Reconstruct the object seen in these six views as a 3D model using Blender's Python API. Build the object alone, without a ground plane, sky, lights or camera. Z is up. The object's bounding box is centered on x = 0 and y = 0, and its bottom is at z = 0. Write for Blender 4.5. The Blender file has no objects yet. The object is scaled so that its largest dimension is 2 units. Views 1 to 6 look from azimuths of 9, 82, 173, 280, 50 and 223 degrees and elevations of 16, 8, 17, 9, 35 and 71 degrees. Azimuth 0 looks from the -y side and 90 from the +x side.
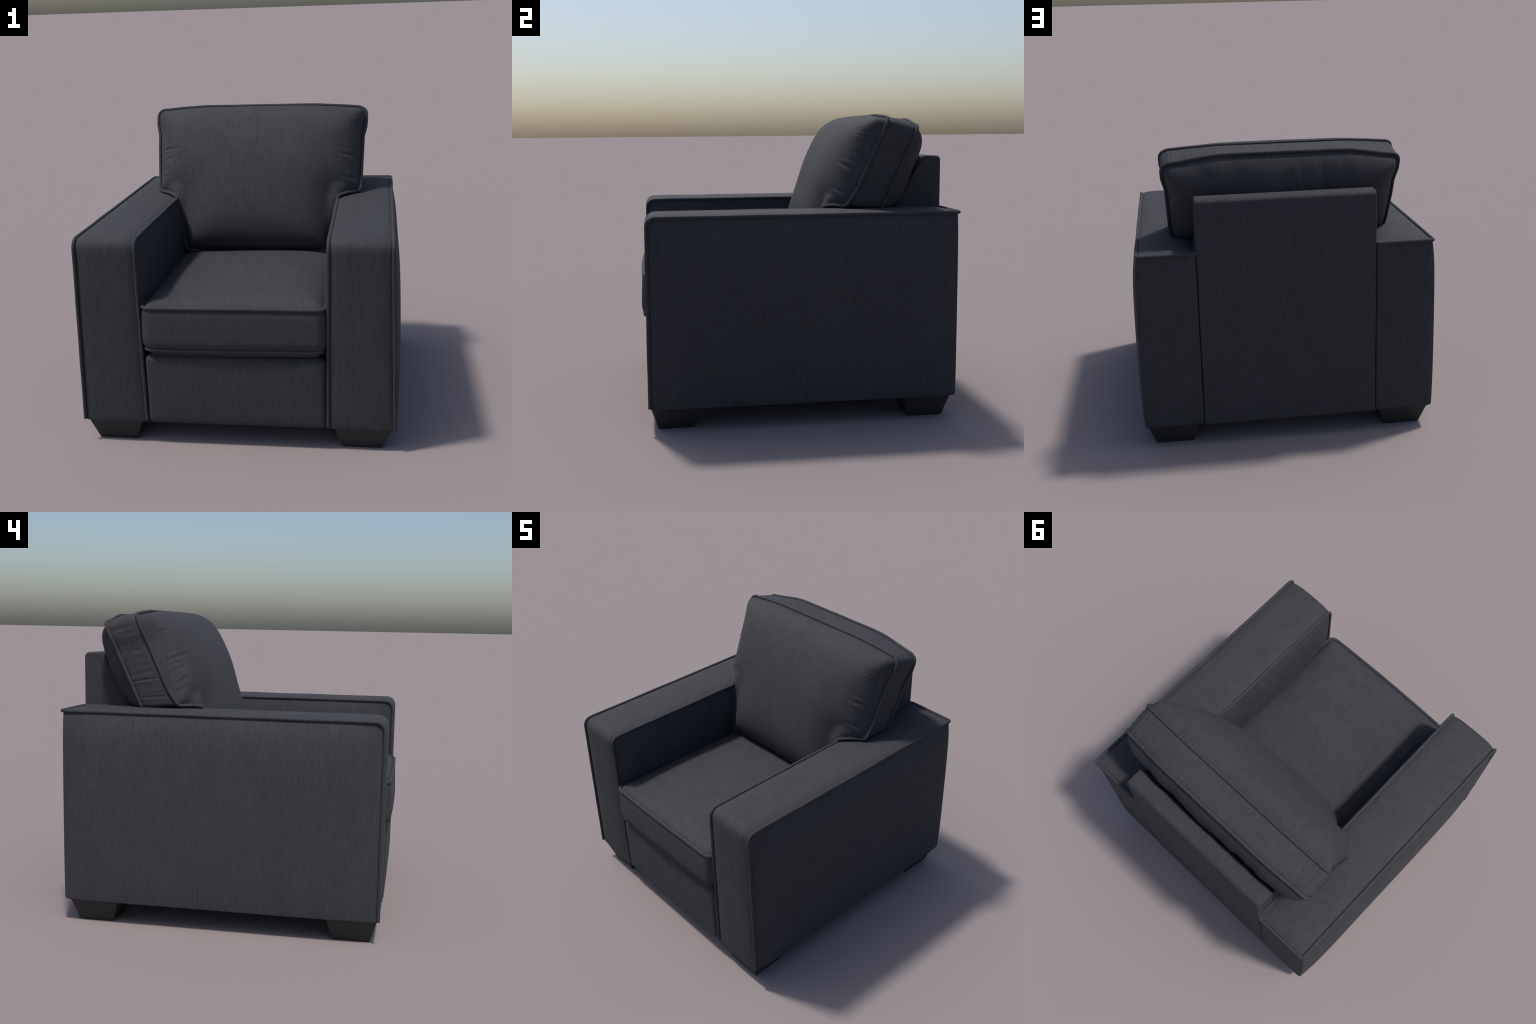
"""Charcoal fabric armchair: two block armrests with welted edges, flat back panel,
boxed seat cushion, T-shaped back cushion, front rail and four tapered block feet."""
import bpy, math, random
import numpy as np

rng = np.random.default_rng(7)
WELT = 0.0112                      # radius of the piping cord


# ------------------------------------------------------------------ materials
def fabric(name, tint=1.0):
    """Dark linen-like upholstery: fine slubby threads running along the grain."""
    m = bpy.data.materials.new(name)
    m.use_nodes = True
    nt = m.node_tree
    N, L = nt.nodes, nt.links
    bsdf = N["Principled BSDF"]
    tc = N.new("ShaderNodeTexCoord")
    geo = N.new("ShaderNodeNewGeometry")

    def noise(scale_xyz, detail, rough=0.6):
        mp = N.new("ShaderNodeMapping")
        mp.inputs["Scale"].default_value = scale_xyz
        tx = N.new("ShaderNodeTexNoise")
        tx.inputs["Scale"].default_value = 1.0
        tx.inputs["Detail"].default_value = detail
        tx.inputs["Roughness"].default_value = rough
        L.new(tc.outputs["Object"], mp.inputs["Vector"])
        L.new(mp.outputs["Vector"], tx.inputs["Vector"])
        return tx.outputs["Fac"]

    def math_node(op, a, b=None, clamp=False):
        n = N.new("ShaderNodeMath")
        n.operation, n.use_clamp = op, clamp
        for i, v in enumerate((a, b)):
            if v is None:
                continue
            if isinstance(v, (int, float)):
                n.inputs[i].default_value = v
            else:
                L.new(v, n.inputs[i])
        return n.outputs[0]

    def mix(f, a, b):
        n = N.new("ShaderNodeMix")
        n.data_type = "FLOAT"
        L.new(f, n.inputs[0])
        L.new(a, n.inputs[2])
        L.new(b, n.inputs[3])
        return n.outputs[0]

    # which way the cloth lies: panels facing sideways carry their threads across y
    sep = N.new("ShaderNodeSeparateXYZ")
    L.new(geo.outputs["Normal"], sep.inputs[0])
    side = math_node("GREATER_THAN", math_node("ABSOLUTE", sep.outputs[0]), 0.62)
    streak = mix(side, noise((95, 12, 12), 3), noise((12, 95, 12), 3))
    thread = mix(side, noise((380, 70, 70), 2), noise((70, 380, 70), 2))
    grain = noise((260, 260, 260), 2, 0.7)
    blotch = noise((7, 7, 4), 3)
    total = math_node("ADD",
                      math_node("ADD", math_node("MULTIPLY", streak, 0.34), math_node("MULTIPLY", thread, 0.24)),
                      math_node("ADD", math_node("MULTIPLY", grain, 0.29), math_node("MULTIPLY", blotch, 0.13)))
    ramp = N.new("ShaderNodeValToRGB")
    L.new(total, ramp.inputs["Fac"])
    lo, hi = (0.0208, 0.0208, 0.0245), (0.0445, 0.0446, 0.0518)
    ramp.color_ramp.elements[0].position = 0.375
    ramp.color_ramp.elements[1].position = 0.645
    ramp.color_ramp.elements[0].color = (*[c * tint for c in lo], 1)
    ramp.color_ramp.elements[1].color = (*[c * tint for c in hi], 1)
    L.new(ramp.outputs["Color"], bsdf.inputs["Base Color"])
    bsdf.inputs["Roughness"].default_value = 0.84
    bsdf.inputs["Specular IOR Level"].default_value = 0.42
    bump = N.new("ShaderNodeBump")
    bump.inputs["Strength"].default_value = 0.10
    bump.inputs["Distance"].default_value = 0.002
    L.new(math_node("ADD", thread, grain), bump.inputs["Height"])
    L.new(bump.outputs["Normal"], bsdf.inputs["Normal"])
    return m


def stained_wood(name):
    m = bpy.data.materials.new(name)
    m.use_nodes = True
    N, L = m.node_tree.nodes, m.node_tree.links
    bsdf = N["Principled BSDF"]
    tc = N.new("ShaderNodeTexCoord")
    mp = N.new("ShaderNodeMapping")
    mp.inputs["Scale"].default_value = (6, 6, 60)
    tx = N.new("ShaderNodeTexNoise")
    tx.inputs["Scale"].default_value = 1.0
    tx.inputs["Detail"].default_value = 4
    ramp = N.new("ShaderNodeValToRGB")
    ramp.color_ramp.elements[0].color = (0.0235, 0.0235, 0.0233, 1)
    ramp.color_ramp.elements[1].color = (0.0300, 0.0298, 0.0294, 1)
    L.new(tc.outputs["Object"], mp.inputs["Vector"])
    L.new(mp.outputs["Vector"], tx.inputs["Vector"])
    L.new(tx.outputs["Fac"], ramp.inputs["Fac"])
    L.new(ramp.outputs["Color"], bsdf.inputs["Base Color"])
    bsdf.inputs["Roughness"].default_value = 0.6
    bsdf.inputs["Specular IOR Level"].default_value = 0.35
    return m


FABRIC = fabric("charcoal_fabric")
CORD = fabric("charcoal_fabric_welt", 1.0)
WOOD = stained_wood("black_stained_wood")


# ------------------------------------------------------------------ mesh helpers
def make(name, verts, faces, mat, parent, smooth=True, angle=None):
    me = bpy.data.meshes.new(name)
    me.from_pydata([tuple(map(float, v)) for v in verts], [], faces)
    me.materials.append(mat)
    me.polygons.foreach_set("use_smooth", [smooth] * len(me.polygons))
    if angle:
        me.set_sharp_from_angle(angle=math.radians(angle))
    me.update()
    ob = bpy.data.objects.new(name, me)
    bpy.context.scene.collection.objects.link(ob)
    ob.parent = parent
    return ob


def axis_stops(lo, hi, step, edge):
    """Coordinates from lo to hi, packed near both ends so that small roundings resolve."""
    near = np.array([0, .12, .25, .4, .55, .7, .85, 1.0, 1.4, 1.9, 2.6]) * edge
    mid = np.arange(lo + near[-1], hi - near[-1], step)
    mid = np.linspace(lo + near[-1], hi - near[-1], max(2, len(mid)))
    return np.unique(np.round(np.concatenate([lo + near, mid, hi - near]), 6))


def box_grid(xs, ys, zs):
    """Closed quad box with shared vertices on the given coordinate stops."""
    index, verts, faces = {}, [], []

    def vid(i, j, k):
        key = (i, j, k)
        if key not in index:
            index[key] = len(verts)
            verts.append((xs[i], ys[j], zs[k]))
        return index[key]
    nx, ny, nz = len(xs) - 1, len(ys) - 1, len(zs) - 1
    for i in range(nx):
        for j in range(ny):
            faces.append([vid(i, j, 0), vid(i, j + 1, 0), vid(i + 1, j + 1, 0), vid(i + 1, j, 0)])
            faces.append([vid(i, j, nz), vid(i + 1, j, nz), vid(i + 1, j + 1, nz), vid(i, j + 1, nz)])
    for i in range(nx):
        for k in range(nz):
            faces.append([vid(i, 0, k), vid(i + 1, 0, k), vid(i + 1, 0, k + 1), vid(i, 0, k + 1)])
            faces.append([vid(i, ny, k), vid(i, ny, k + 1), vid(i + 1, ny, k + 1), vid(i + 1, ny, k)])
    for j in range(ny):
        for k in range(nz):
            faces.append([vid(0, j, k), vid(0, j, k + 1), vid(0, j + 1, k + 1), vid(0, j + 1, k)])
            faces.append([vid(nx, j, k), vid(nx, j + 1, k), vid(nx, j + 1, k + 1), vid(nx, j, k + 1)])
    return np.array(verts), faces


def round_edges(p, lo, hi, r):
    """Round every edge of the box lo..hi with radius r (points lie on its surface)."""
    lo, hi = np.array(lo), np.array(hi)
    core = np.clip(p, lo + r, hi - r)
    d = p - core
    n = np.linalg.norm(d, axis=1, keepdims=True)
    m = np.abs(d).max(axis=1, keepdims=True)
    return core + np.where(n > 1e-9, d / np.maximum(n, 1e-9) * m, 0)


def round_profile_corner(a, b, ca, cb, sa, sb):
    """2D: pull the square corner quadrant (signs sa, sb about centre ca, cb) onto an arc."""
    da, db = a - ca, b - cb
    inside = (da * sa > 0) & (db * sb > 0)
    n = np.hypot(da, db) + 1e-12
    m = np.maximum(np.abs(da), np.abs(db))
    k = np.where(inside, m / n, 1.0)
    return ca + da * k, cb + db * k


def true_arc(p, q, lo, hi, centre, sign, radius, r):
    """Put the skin of a rounded profile corner exactly on its arc (less the rounding of the x edges)."""
    p = p.copy()
    skin = (q[:, 1] < lo[1] + 1e-6) | (q[:, 1] > hi[1] - 1e-6) | (q[:, 2] < lo[2] + 1e-6) | (q[:, 2] > hi[2] - 1e-6)
    dy, dz = p[:, 1] - centre[0], p[:, 2] - centre[1]
    sel = skin & (dy * sign[0] > 0) & (dz * sign[1] > 0)
    edge = np.clip(np.minimum(q[:, 0] - lo[0], hi[0] - q[:, 0]), 0, r)
    want = radius - (r - np.sqrt(np.maximum(r * r - (r - edge) ** 2, 0)))
    k = np.where(sel, want / (np.hypot(dy, dz) + 1e-12), 1.0)
    p[:, 1], p[:, 2] = centre[0] + dy * k, centre[1] + dz * k
    return p


def soft_edge(d, reach):
    """0 at a seam, 1 well inside the panel: how stuffed cloth rises from its seam."""
    return 1 - np.exp(-np.maximum(d, 0) / reach)


def waves(p, seed, scale, octaves=5):
    """Smooth pseudo-random field from a few sine waves."""
    g = np.random.default_rng(seed)
    out = np.zeros(len(p))
    for _ in range(octaves):
        k = g.normal(size=3) * scale
        out += np.sin(p @ k + g.uniform(0, 6.28))
    return out / octaves


def tube(path, r, closed=False, sides=10):
    """Sweep a round cord along a polyline."""
    P = np.asarray(path, float)
    n = len(P)
    T = (np.roll(P, -1, 0) - np.roll(P, 1, 0)) if closed else np.gradient(P, axis=0)
    T /= np.linalg.norm(T, axis=1, keepdims=True)
    ref = np.cross(T[0], (0.31, 0.52, 0.79))
    ref /= np.linalg.norm(ref)
    verts, faces = [], []
    for i in range(n):
        ref = ref - T[i] * (ref @ T[i])
        ref /= np.linalg.norm(ref)
        bi = np.cross(T[i], ref)
        for s in range(sides):
            a = 2 * math.pi * s / sides
            verts.append(P[i] + r * (math.cos(a) * ref + math.sin(a) * bi))
    # find the twist at the closing seam
    off = 0
    if closed:
        first, last = np.array(verts[:sides]), np.array(verts[-sides:])
        off = int(np.argmin([np.linalg.norm(last - np.roll(first, -o, 0), axis=1).sum() for o in range(sides)]))
    for i in range(n if closed else n - 1):
        j = (i + 1) % n
        o = off if j == 0 else 0
        for s in range(sides):
            t = (s + 1) % sides
            faces.append([i * sides + s, i * sides + t, j * sides + (t + o) % sides, j * sides + (s + o) % sides])
    if not closed:
        faces.append(list(range(sides))[::-1])
        faces.append([(n - 1) * sides + s for s in range(sides)])
    return verts, faces


def resample(points, n=None, step=None, closed=False):
    P = np.asarray(points, float)
    if closed:
        P = np.vstack([P, P[:1]])
    seg = np.linalg.norm(np.diff(P, axis=0), axis=1)
    s = np.concatenate([[0], np.cumsum(seg)])
    if n is None:
        n = max(4, int(s[-1] / step))
    t = np.linspace(0, s[-1], n + 1)[:-1] if closed else np.linspace(0, s[-1], n)
    return np.stack([np.interp(t, s, P[:, k]) for k in range(P.shape[1])], 1)


def fillet(corners, steps=10):
    """Closed 2D polygon of (x, y, radius) turned into points with rounded corners."""
    out, n = [], len(corners)
    for i in range(n):
        p = np.array(corners[i][:2])
        a = np.array(corners[i - 1][:2]) - p
        b = np.array(corners[(i + 1) % n][:2]) - p
        la, lb = np.linalg.norm(a), np.linalg.norm(b)
        a, b = a / la, b / lb
        r = corners[i][2]
        half = math.acos(max(-1, min(1, a @ b))) / 2
        d = min(r / math.tan(half), la * 0.49, lb * 0.49)
        if r <= 0 or d < 1e-6:
            out.append(p)
            continue
        for t in np.linspace(0, 1, steps):
            out.append((1 - t) ** 2 * (p + a * d) + 2 * t * (1 - t) * p + t ** 2 * (p + b * d))
    return np.array(out)


def smooth_distance(q, outline):
    """Distance to a closed outline, smooth everywhere inside: (integral of ds / r^3)^(-1/2)."""
    A, B = outline, np.roll(outline, -1, 0)
    acc = np.zeros(len(q))
    for a, b in zip(A, B):
        l = np.linalg.norm(b - a)
        t = (b - a) / l
        rel = q - a
        s = rel @ t
        h2 = (rel[:, 0] * t[1] - rel[:, 1] * t[0]) ** 2 + 1e-7
        s1, s2 = -s, l - s
        acc += (s2 / np.sqrt(h2 + s2 * s2) - s1 / np.sqrt(h2 + s1 * s1)) / h2
    return np.sqrt(2 / acc)


def creases_at(points, folds):
    """Depth of pinched folds; each fold = (x, y, dx, dy, length, width, depth)."""
    out = np.zeros(len(points))
    for (x, y, dx, dy, ln, wd, dp) in folds:
        rel = points - (x, y)
        a = rel[:, 0] * dx + rel[:, 1] * dy
        b = rel[:, 1] * dx - rel[:, 0] * dy
        t = np.clip(a / ln, 0, 1)
        along = np.where((a > -.01) & (a < ln), np.sin(math.pi * np.clip(t, .0, 1) ** 0.8) ** 0.7, 0)
        u = b / wd
        out += dp * along * (np.exp(-u * u) - 0.55 * np.exp(-((u - 1.9) / 1.2) ** 2))
    return out


def boxed_cushion(name, parent, to_world, front, back, front_plane, back_plane, front_dome, back_dome,
                  band_bulge, centre, folds_front=(), folds_back=(), band_folds=(), count=760, low_bulge=0.0):
    """A boxed cushion: two domed faces joined by a band, with a welt around each face.
    front/back are 2D outlines with matching points; *_plane give the outline's height n(x, w)."""
    rings = np.concatenate([[0, .003, .007, .012, .018], np.arange(.026, .30, .009), np.linspace(.31, .97, 26)])
    C = np.array(centre)
    verts, faces = [], []
    first_ring = {}
    for key, outline, plane, dome, folds, sgn in (("f", front, front_plane, front_dome, folds_front, 1),
                                                  ("b", back, back_plane, back_dome, folds_back, -1)):
        base = len(verts)
        first_ring[key] = base
        pts = np.concatenate([C + (outline - C) * (1 - s) for s in rings] + [C[None]])
        d = smooth_distance(pts, resample(outline, n=260, closed=True))
        d[:count] = 0
        h = dome(pts[:, 0], pts[:, 1], d) * (1 - np.exp(-(d / .013) ** 2)) - creases_at(pts, folds) * soft_edge(d, .02)
        nn = plane(pts[:, 0], pts[:, 1]) + sgn * h
        verts.extend(to_world(pts[:, 0], pts[:, 1], nn))
        for k in range(len(rings) - 1):
            for i in range(count):
                j = (i + 1) % count
                q = [base + k * count + i, base + k * count + j, base + (k + 1) * count + j, base + (k + 1) * count + i]
                faces.append(q if sgn > 0 else q[::-1])
        last = base + (len(rings) - 1) * count
        mid = last + count
        for i in range(count):
            q = [last + i, last + (i + 1) % count, mid]
            faces.append(q if sgn > 0 else q[::-1])
    # band between the two outlines
    rows = np.concatenate([[0, .015, .04, .08], np.linspace(.14, .86, 12), [.92, .96, .985, 1]])
    seg = np.roll(front, -1, 0) - np.roll(front, 1, 0)
    seg /= np.linalg.norm(seg, axis=1, keepdims=True)
    out_dir = np.stack([seg[:, 1], -seg[:, 0]], 1)
    for _ in range(14):
        out_dir = (np.roll(out_dir, 1, 0) + out_dir + np.roll(out_dir, -1, 0)) / 3
    fp, bp = front_plane(front[:, 0], front[:, 1]), back_plane(back[:, 0], back[:, 1])
    length = np.linalg.norm(np.roll(front, -1, 0) - front, axis=1).sum()
    arc = np.arange(count) / count * length
    ids = []
    for t in rows:
        if t == 0:
            ids.append(np.arange(count) + first_ring["f"])
            continue
        if t == 1:
            ids.append(np.arange(count) + first_ring["b"])
            continue
        p = front * (1 - t) + back * t
        lift = (band_bulge + low_bulge * t) * (1 - (2 * t - 1) ** 6) - .006 * (1 - soft_edge(min(t, 1 - t), .05))
        lift = lift + 0 * arc
        for (a0, t0, t1, slant, wd, dp) in band_folds:
            da = (arc - a0 - slant * t + length / 2) % length - length / 2
            env = math.sin(math.pi * min(1, max(0, (t - t0) / (t1 - t0))))
            u = da / wd
            lift = lift - dp * env * (np.exp(-u * u) - .5 * np.exp(-((u - 1.9) / 1.2) ** 2))
        p = p + out_dir * lift[:, None]
        ids.append(np.arange(count) + len(verts))
        verts.extend(to_world(p[:, 0], p[:, 1], fp * (1 - t) + bp * t))
    for k in range(len(ids) - 1):
        for i in range(count):
            j = (i + 1) % count
            faces.append([ids[k][i], ids[k + 1][i], ids[k + 1][j], ids[k][j]])
    body = make(name, verts, faces, FABRIC, parent)
    for outline, plane in ((front, fp), (back, bp)):
        path = to_world(outline[:, 0] + out_dir[:, 0] * .003, outline[:, 1] + out_dir[:, 1] * .003, plane)
        path = resample(path, step=.012, closed=True)
        v, f = tube(path, WELT, closed=True)
        make("welt_piping", v, f, CORD, body)
    return body


# ------------------------------------------------------------------ the chair
chair = bpy.data.objects.new("armchair", None)
bpy.context.scene.collection.objects.link(chair)
chair["label"] = "charcoal grey fabric armchair with boxy arms and piped cushions"
chair["category"] = "armchair"

BOTTOM = 0.138
ARM_TOP = 1.317
ARM_FRONT, ARM_BACK = -0.948, 0.981
ARM_IN, ARM_OUT = 0.576, 0.940
CORNER = 0.058                     # rounding of the arm's front top edge


def arm_lean(p):
    """The front of the arm widens a little towards the floor."""
    p = p.copy()
    low = 1 - np.clip((p[:, 2] - BOTTOM) / (ARM_TOP - BOTTOM), 0, 1)
    fore = np.clip((-p[:, 1] + .3) / 1.2, 0, 1)
    inner = np.clip((ARM_OUT - p[:, 0]) / (ARM_OUT - ARM_IN), 0, 1)
    p[:, 0] += -.010 * low * fore * inner + (1 - inner) * (.012 + .009 * fore) * low
    p[:, 1] -= .006 * low * fore
    return p


def armrest(side):
    lo, hi = (ARM_IN, ARM_FRONT, BOTTOM), (ARM_OUT, ARM_BACK, ARM_TOP)
    xs = axis_stops(lo[0], hi[0], .022, .012)
    ys = axis_stops(lo[1], hi[1], .022, .016)
    zs = axis_stops(lo[2], hi[2], .022, .016)
    q, faces = box_grid(xs, ys, zs)
    eps = 1e-6
    on_out, on_in = q[:, 0] > hi[0] - eps, q[:, 0] < lo[0] + eps
    on_front, on_back = q[:, 1] < lo[1] + eps, q[:, 1] > hi[1] - eps
    on_top, on_low = q[:, 2] > hi[2] - eps, q[:, 2] < lo[2] + eps
    p = round_edges(q, lo, hi, .010)
    # larger rounding where the front flows into the top
    p[:, 1], p[:, 2] = round_profile_corner(p[:, 1], p[:, 2], lo[1] + CORNER, hi[2] - CORNER, -1, 1)
    p[:, 1], p[:, 2] = round_profile_corner(p[:, 1], p[:, 2], hi[1] - .026, lo[2] + .026, 1, -1)
    p[:, 0], p[:, 2] = round_profile_corner(p[:, 0], p[:, 2], hi[0] - .012, lo[2] + .012, 1, -1)
    dx = np.minimum(q[:, 0] - lo[0], hi[0] - q[:, 0])
    p = true_arc(p, q, lo, hi, (lo[1] + CORNER, hi[2] - CORNER), (-1, 1), CORNER, .010)
    dback, dfront = hi[1] - q[:, 1], q[:, 1] - lo[1]
    dtop, dlow = hi[2] - q[:, 2], q[:, 2] - lo[2]
    wob = waves(q, 11 + side, 3.2)
    # outer side panel: a broad stuffed swell
    lift = .051 * soft_edge(dtop, .10) * soft_edge(dfront + .01, .11) * soft_edge(dback + .055, .12) * soft_edge(dlow + .11, .18)
    p[:, 0] += np.where(on_out, lift * (1 + .05 * wob), 0)
    # inner side panel
    full = .050 * soft_edge(dtop, .12) * soft_edge(dfront, .12) * np.clip((.86 - q[:, 1]) / .2, 0, 1) * np.clip((q[:, 2] - .45) / .4, 0, 1)
    p[:, 0] -= np.where(on_in, full, 0)
    # front and top strip
    swell = .015 * soft_edge(dx - .008, .035) * (1 + .12 * wob)
    ctr = np.array((lo[1] + CORNER, hi[2] - CORNER))
    arc = (q[:, 1] < ctr[0]) & (q[:, 2] > ctr[1])
    strip = on_front | on_top
    ny = np.where(arc, p[:, 1] - ctr[0], np.where(on_front, -1.0, 0.0))
    nz = np.where(arc, p[:, 2] - ctr[1], np.where(on_front, 0.0, 1.0))
    nl = np.hypot(ny, nz) + 1e-9
    amount = np.where(strip, swell * np.where(on_top, soft_edge(dback, .05), soft_edge(dlow + .03, .05)), 0)
    p[:, 1] += amount * ny / nl
    p[:, 2] += amount * nz / nl
    # back panel of the arm
    p[:, 1] += np.where(on_back, .007 * soft_edge(np.minimum(dtop, dlow), .06) * soft_edge(dx, .03), 0)
    p = arm_lean(p)
    if side < 0:
        p[:, 0] *= -1
        faces = [f[::-1] for f in faces]
    arm = make("armrest", p, faces, FABRIC, chair)
    # one cord: up the outer front edge, back along the top, across the rear, forward and down the inner edge
    r = WELT
    xo, xi, yf, yb, zt = ARM_OUT + .006, ARM_IN - .001, ARM_FRONT - .002, ARM_BACK + .006, ARM_TOP - .001
    c = CORNER - .004
    bend = [(yf + c - c * math.cos(a), zt - c + c * math.sin(a)) for a in np.linspace(0, math.pi / 2, 9)]
    k = .012
    path = [(xo, yf, BOTTOM + .013)] + [(xo, y, z) for y, z in bend]
    path += [(xo, yb - k, zt), (xo - .3 * k, yb - .3 * k, zt), (xo - k, yb, zt)]
    path += [(xi + k, yb, zt), (xi + .3 * k, yb - .3 * k, zt), (xi, yb - k, zt)]
    path += [(xi, y, z) for y, z in bend[::-1]] + [(xi, yf, BOTTOM + .013)]
    path = resample(path, step=.010)
    path = arm_lean(path)
    path[:, 0] += .0022 * waves(path, 40 + side, 9)
    path[:, 2] += .0015 * waves(path, 50 + side, 9)
    path[:, 0] *= side
    v, f = tube(path, r)
    make("welt_piping", v, f, CORD, arm)
    return arm


armrest(1)
armrest(-1)


def padded_box(name, lo, hi, r, swell, reach, seed, corner=None, mat=FABRIC, step=.024, lean=0.0):
    """Upholstered block: rounded edges, faces gently swollen."""
    q, faces = box_grid(*[axis_stops(lo[i], hi[i], step, max(r, .01)) for i in range(3)])
    p = round_edges(q, lo, hi, r)
    if corner:
        p[:, 1], p[:, 2] = round_profile_corner(p[:, 1], p[:, 2], *corner)
        rad = abs(hi[2] - corner[1])
        p = true_arc(p, q, lo, hi, corner[:2], corner[2:], rad, r)
    w = waves(q, seed, 3)
    for ax in range(3):
        others = [a for a in range(3) if a != ax]
        edge = np.min([np.minimum(q[:, a] - lo[a], hi[a] - q[:, a]) for a in others], axis=0)
        up = q[:, ax] > hi[ax] - 1e-6
        dn = q[:, ax] < lo[ax] + 1e-6
        amt = swell[ax] * soft_edge(edge, reach) * (1 + .15 * w)
        p[:, ax] += np.where(up, amt, 0) - np.where(dn, amt, 0)
    if lean:        # front face slopes forward towards the seat
        part = np.clip((hi[1] - .03 - p[:, 1]) / (hi[1] - .03 - lo[1]), 0, 1)
        p[:, 1] -= part * np.minimum(lean * np.maximum(hi[2] - p[:, 2], 0), .45)
    return make(name, p, faces, mat, chair)


# back panel standing between the arms
padded_box("back_panel", (-.573, .866, BOTTOM + .003), (.573, .984, 1.658), .010, (.0, .006, .003), .06, 3,
           corner=(.984 - .030, 1.658 - .030, 1, 1), lean=.56)
# front rail under the seat and the hidden platform behind it
padded_box("front_rail", (-.556, -.966, .136), (.556, -.80, .592), .034, (.001, .010, .004), .07, 4)
padded_box("seat_platform", (-.566, -.80, .165), (.566, .864, .585), .010, (0, 0, .0), .05, 5, step=.08)


# ------------------------------------------------------------------ seat cushion
def seat_world(x, w, n):          # w runs front to back, n is height
    return np.stack([x, w, n], 1)


SEAT_N = 760
seat_shape = resample(fillet([(-.551, -.974, .055), (.551, -.974, .055), (.553, .50, .05), (-.553, .50, .05)], 12),
                      n=SEAT_N, closed=True)
bow = lambda x: .008 * (1 - (np.clip(np.abs(x), 0, .55) / .55) ** 2)
seat_shape[:, 1] -= np.where(seat_shape[:, 1] < -.9, bow(seat_shape[:, 0]), 0)
seat_top = lambda x, w: .906 + .004 * np.sin(3 * x + 1) + .0 * w
seat_low = lambda x, w: .640 + .004 * np.sin(4 * x)
crown = lambda x, w, d: (.036 * (1 - np.exp(-d / .045)) + .039 * (1 - np.exp(-d / .16)) * np.exp(-((w + .48) / .66) ** 2)) + .003 * np.sin(5 * x + 2 * w) * soft_edge(d, .1)
sag = lambda x, w, d: .056 * (1 - np.exp(-d / .018))
seat_under = seat_shape * np.array([.988, 1])
seat_under[:, 1] += .003 * (seat_under[:, 1] < -.9)
boxed_cushion("seat_cushion", chair, seat_world, seat_shape, seat_under, seat_top, seat_low, crown, sag,
              .010, (0, -.24), count=SEAT_N, low_bulge=.016)


# ------------------------------------------------------------------ back cushion (T shaped, leaning back)
TILT = math.radians(23.3)
SIN, COS = math.sin(TILT), math.cos(TILT)
ORIGIN = (.580, 1.900)            # y, z of the welt line at the top corners


def back_world(x, w, n):          # w runs up the leaning plane, n points forward out of it
    return np.stack([x, ORIGIN[0] + w * SIN - n * COS, ORIGIN[1] + w * COS + n * SIN], 1)


half = [(.600, .013, .10), (.766, -.004, .085), (.764, -.105, .06), (.746, -.190, .10), (.744, -.30, .1), (.735, -.50, .1),
        (.729, -.604, .028), (.645, -.634, .06), (.580, -.668, .035), (.552, -.80, .1), (.530, -.92, .1), (.508, -1.045, .045)]
ring = half + [(-x, w, r) for x, w, r in half[::-1]] + [(-.42, .022, .1), (0, .023, .2), (.42, .022, .1)]
COUNT = 1000
front_shape = resample(fillet(ring, 10), n=COUNT, closed=True)
# irregular hand-sewn edge
wob = waves(np.c_[front_shape, np.zeros(COUNT)], 21, 7)
front_shape += .0048 * wob[:, None] * np.sign(front_shape) * np.array([1, .8])
front_shape[:, 0] *= np.where(front_shape[:, 0] > 0, .991, .996)
back_shape = front_shape.copy()
notch = np.exp(-((front_shape[:, 1] + .62) / .12) ** 2)
back_shape[:, 1] += .056 - .030 / (1 + np.exp(-(np.abs(front_shape[:, 0]) - .56) / .06)) + .048 * notch
back_shape[:, 0] *= np.where(back_shape[:, 0] > 0, .993, 1.003)
# outline above runs clockwise seen from the front; put it counter-clockwise
front_shape, back_shape = front_shape[::-1].copy(), back_shape[::-1].copy()



def fp_plane(x, w):
    """The seam line is pushed forward where the cushion squeezes down between the arms."""
    rise = np.clip((-.47 - w) / .14, 0, 1)
    fade = 1 - .5 * np.clip((-.68 - w) / .34, 0, 1)
    return .125 * np.exp(-((np.abs(x) - .56) / .12) ** 2) * rise * rise * (3 - 2 * rise) * fade


bp_plane = lambda x, w: 0 * x - .200


def back_front_dome(x, w, d):
    near = lambda a, b: np.clip((w - a) / (b - a), 0, 1)
    t = np.clip(d / .46, 0, 1)
    h = .222 * (1 - (1 - t) ** 2) ** (.57 - .10 * near(-.30, -.10) * (1 - np.clip(np.abs(x) / .7, 0, 1) ** 2) - .10 * near(-.60, -.85))
    # the face falls straight and steep to the side seams
    ramp = (np.maximum(h, 1e-6) ** -8. + (1.65 * d + 1e-6) ** -8.) ** -.125
    at_side = np.clip((np.abs(x) - .42) / .16, 0, 1) * near(-.02, -.12) * near(-.62, -.50)
    h += (ramp - h) * at_side
    h *= 1 + .02 * (w + .5)
    h += .004 * np.sin(7 * x + 3 * w) * soft_edge(d, .1)
    seam = fp_plane(x, w)           # blend with the pushed-out seam instead of piling on top of it
    return ((seam * np.exp(-(d / .15) ** 2)) ** 3 + np.maximum(h, 0) ** 3) ** (1 / 3) - seam


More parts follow.
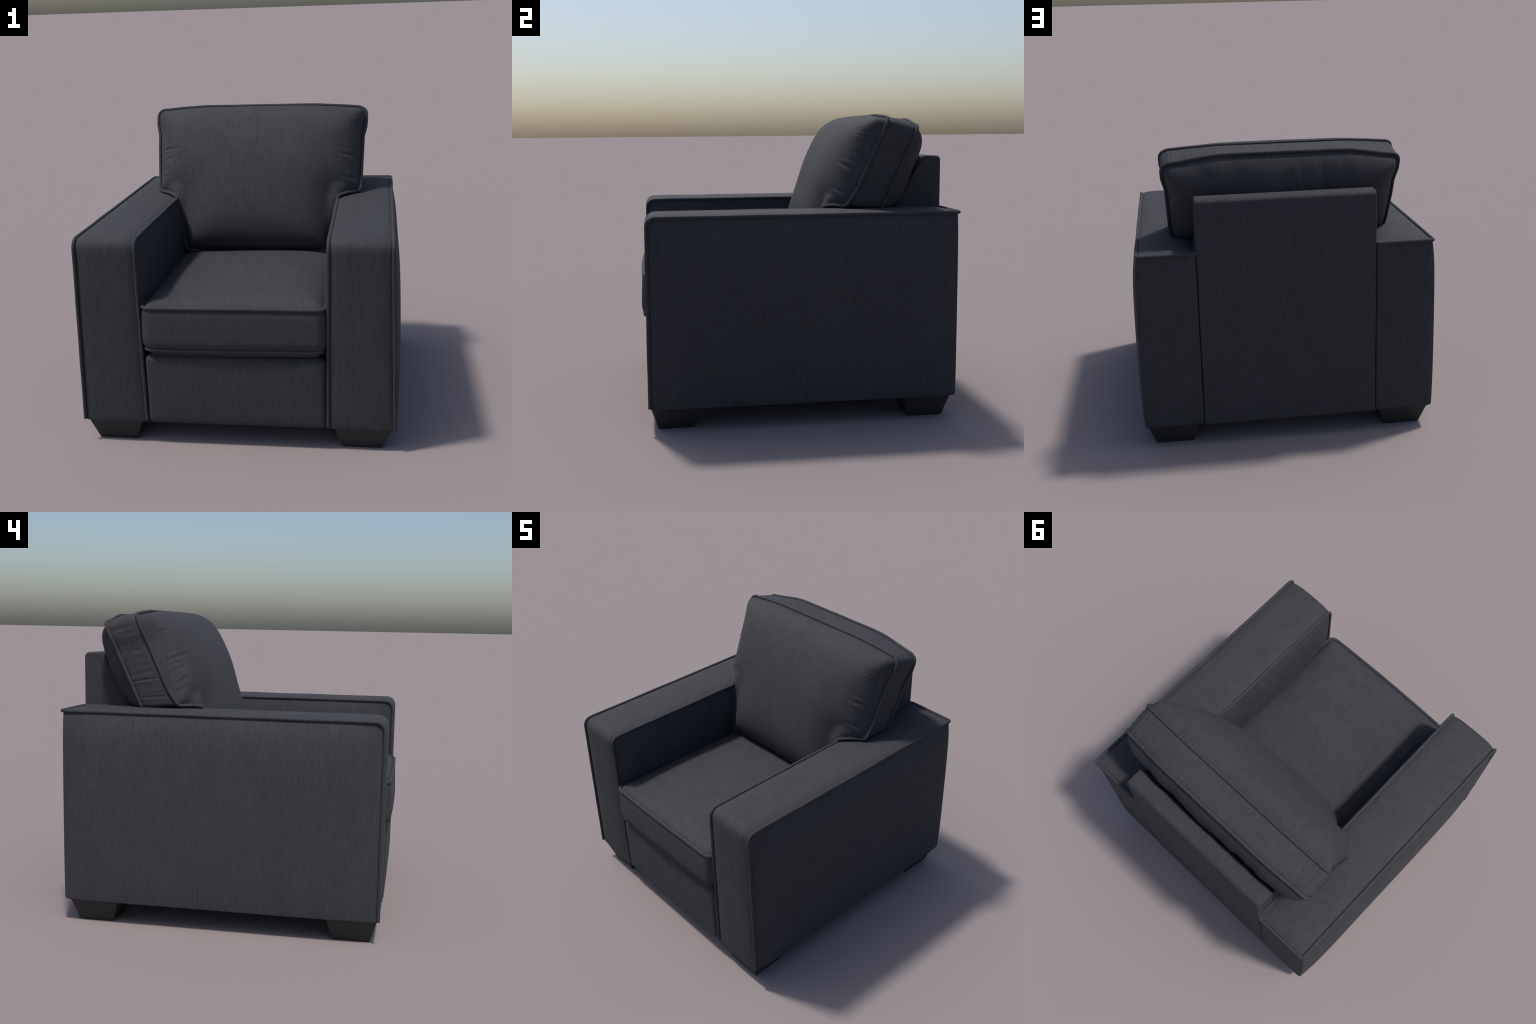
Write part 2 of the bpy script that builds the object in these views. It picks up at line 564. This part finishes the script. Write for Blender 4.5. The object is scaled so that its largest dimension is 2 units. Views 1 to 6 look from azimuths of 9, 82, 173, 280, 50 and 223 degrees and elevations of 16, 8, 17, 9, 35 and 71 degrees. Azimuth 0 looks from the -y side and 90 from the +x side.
def back_rear_dome(x, w, d):
    run = .088 + .026 * np.clip((w + .40) / .30, 0, 1) * (1 - np.clip(np.abs(x) / .72, 0, 1) ** 4)
    h = .172 * (1 - np.exp(-d / run)) * np.clip(1 + .05 * (w + .25), .55, 1.1)
    ripple = .002 * np.sin(17 * x + 2.0 * np.sin(5 * x)) * np.exp(-((w + .12) / .12) ** 2) * soft_edge(d, .06)
    lumps = waves(np.stack([x, w * .6, 0 * x], 1), 77, 13, 7) * np.exp(-((w + .14) / .16) ** 2)
    return h + ripple + .016 * lumps * soft_edge(d, .06)


g = random.Random(5)
folds_front, folds_rear, band_folds = [], [], []
for sx in (-1, 1):
    w = -.10
    while w > -.56:
        folds_front.append((sx * (.745 - g.uniform(.0, .03)), w, -sx * .97, g.uniform(-.05, .24), g.uniform(.07, .17),
                            g.uniform(.006, .012), g.choice((.0008, .0015, .003, .0045))))
        w -= g.uniform(.018, .055)
for i in range(8):
    folds_front.append((g.uniform(-.22, .36), .02, g.uniform(-.25, .25), -.97, g.uniform(.10, .24),
                        g.uniform(.008, .02), g.uniform(.0008, .0022)))
for i in range(6):
    folds_rear.append((g.uniform(-.66, .66), .06, g.uniform(-.3, .3), -.95, g.uniform(.12, .30),
                       g.uniform(.018, .05), g.uniform(.002, .006)))
perimeter = np.linalg.norm(np.roll(front_shape, -1, 0) - front_shape, axis=1)
arc_pos = np.concatenate([[0], np.cumsum(perimeter)[:-1]])


def arc_of(x, w):
    return arc_pos[np.argmin(np.hypot(front_shape[:, 0] - x, front_shape[:, 1] - w))]


for sx in (-1, 1):
    w = -.06
    while w > -.56:
        band_folds.append((arc_of(sx * .74, w), g.uniform(-.2, .3), g.uniform(.6, 1.2), g.uniform(-.03, .03),
                           g.uniform(.006, .014), g.choice((.001, .002, .004))))
        w -= g.uniform(.025, .06)
band_folds.append((arc_of(.70, .02), -.3, 1.3, 0, .004, .003))

boxed_cushion("back_cushion", chair, back_world, front_shape, back_shape, fp_plane, bp_plane, back_front_dome,
              back_rear_dome, .005, (0, -.42), folds_front, folds_rear, band_folds, count=COUNT)


# ------------------------------------------------------------------ feet: tapered blocks
def foot(sx, sy):
    top = [(.604, .644), (.945, .950)]
    low = [(.648, .686), (.897, .909)]
    z0, z1 = 0.0, BOTTOM + .006
    verts, faces = [], []
    r = .006

    def ring(lo, hi, z, rr):
        pts = fillet([(lo[0], lo[1], rr), (hi[0], lo[1], rr), (hi[0], hi[1], rr), (lo[0], hi[1], rr)], 4)
        return [(x * sx, y * sy, z) for x, y in pts]
    ease = .003
    rings = [ring([c + ease for c in low[0]], [c - ease for c in low[1]], z0, r),
             ring(low[0], low[1], z0 + ease, r), ring(top[0], top[1], z1, r)]
    n = len(rings[0])
    for q in rings:
        verts += q
    for k in range(2):
        for i in range(n):
            j = (i + 1) % n
            faces.append([k * n + i, k * n + j, (k + 1) * n + j, (k + 1) * n + i])
    faces.append(list(range(n))[::-1])
    faces.append([2 * n + i for i in range(n)])
    if sx * sy < 0:
        faces = [f[::-1] for f in faces]
    make("foot", verts, faces, WOOD, chair, smooth=True, angle=35)


for sx in (-1, 1):
    for sy in (-1, 1):
        foot(sx, sy)
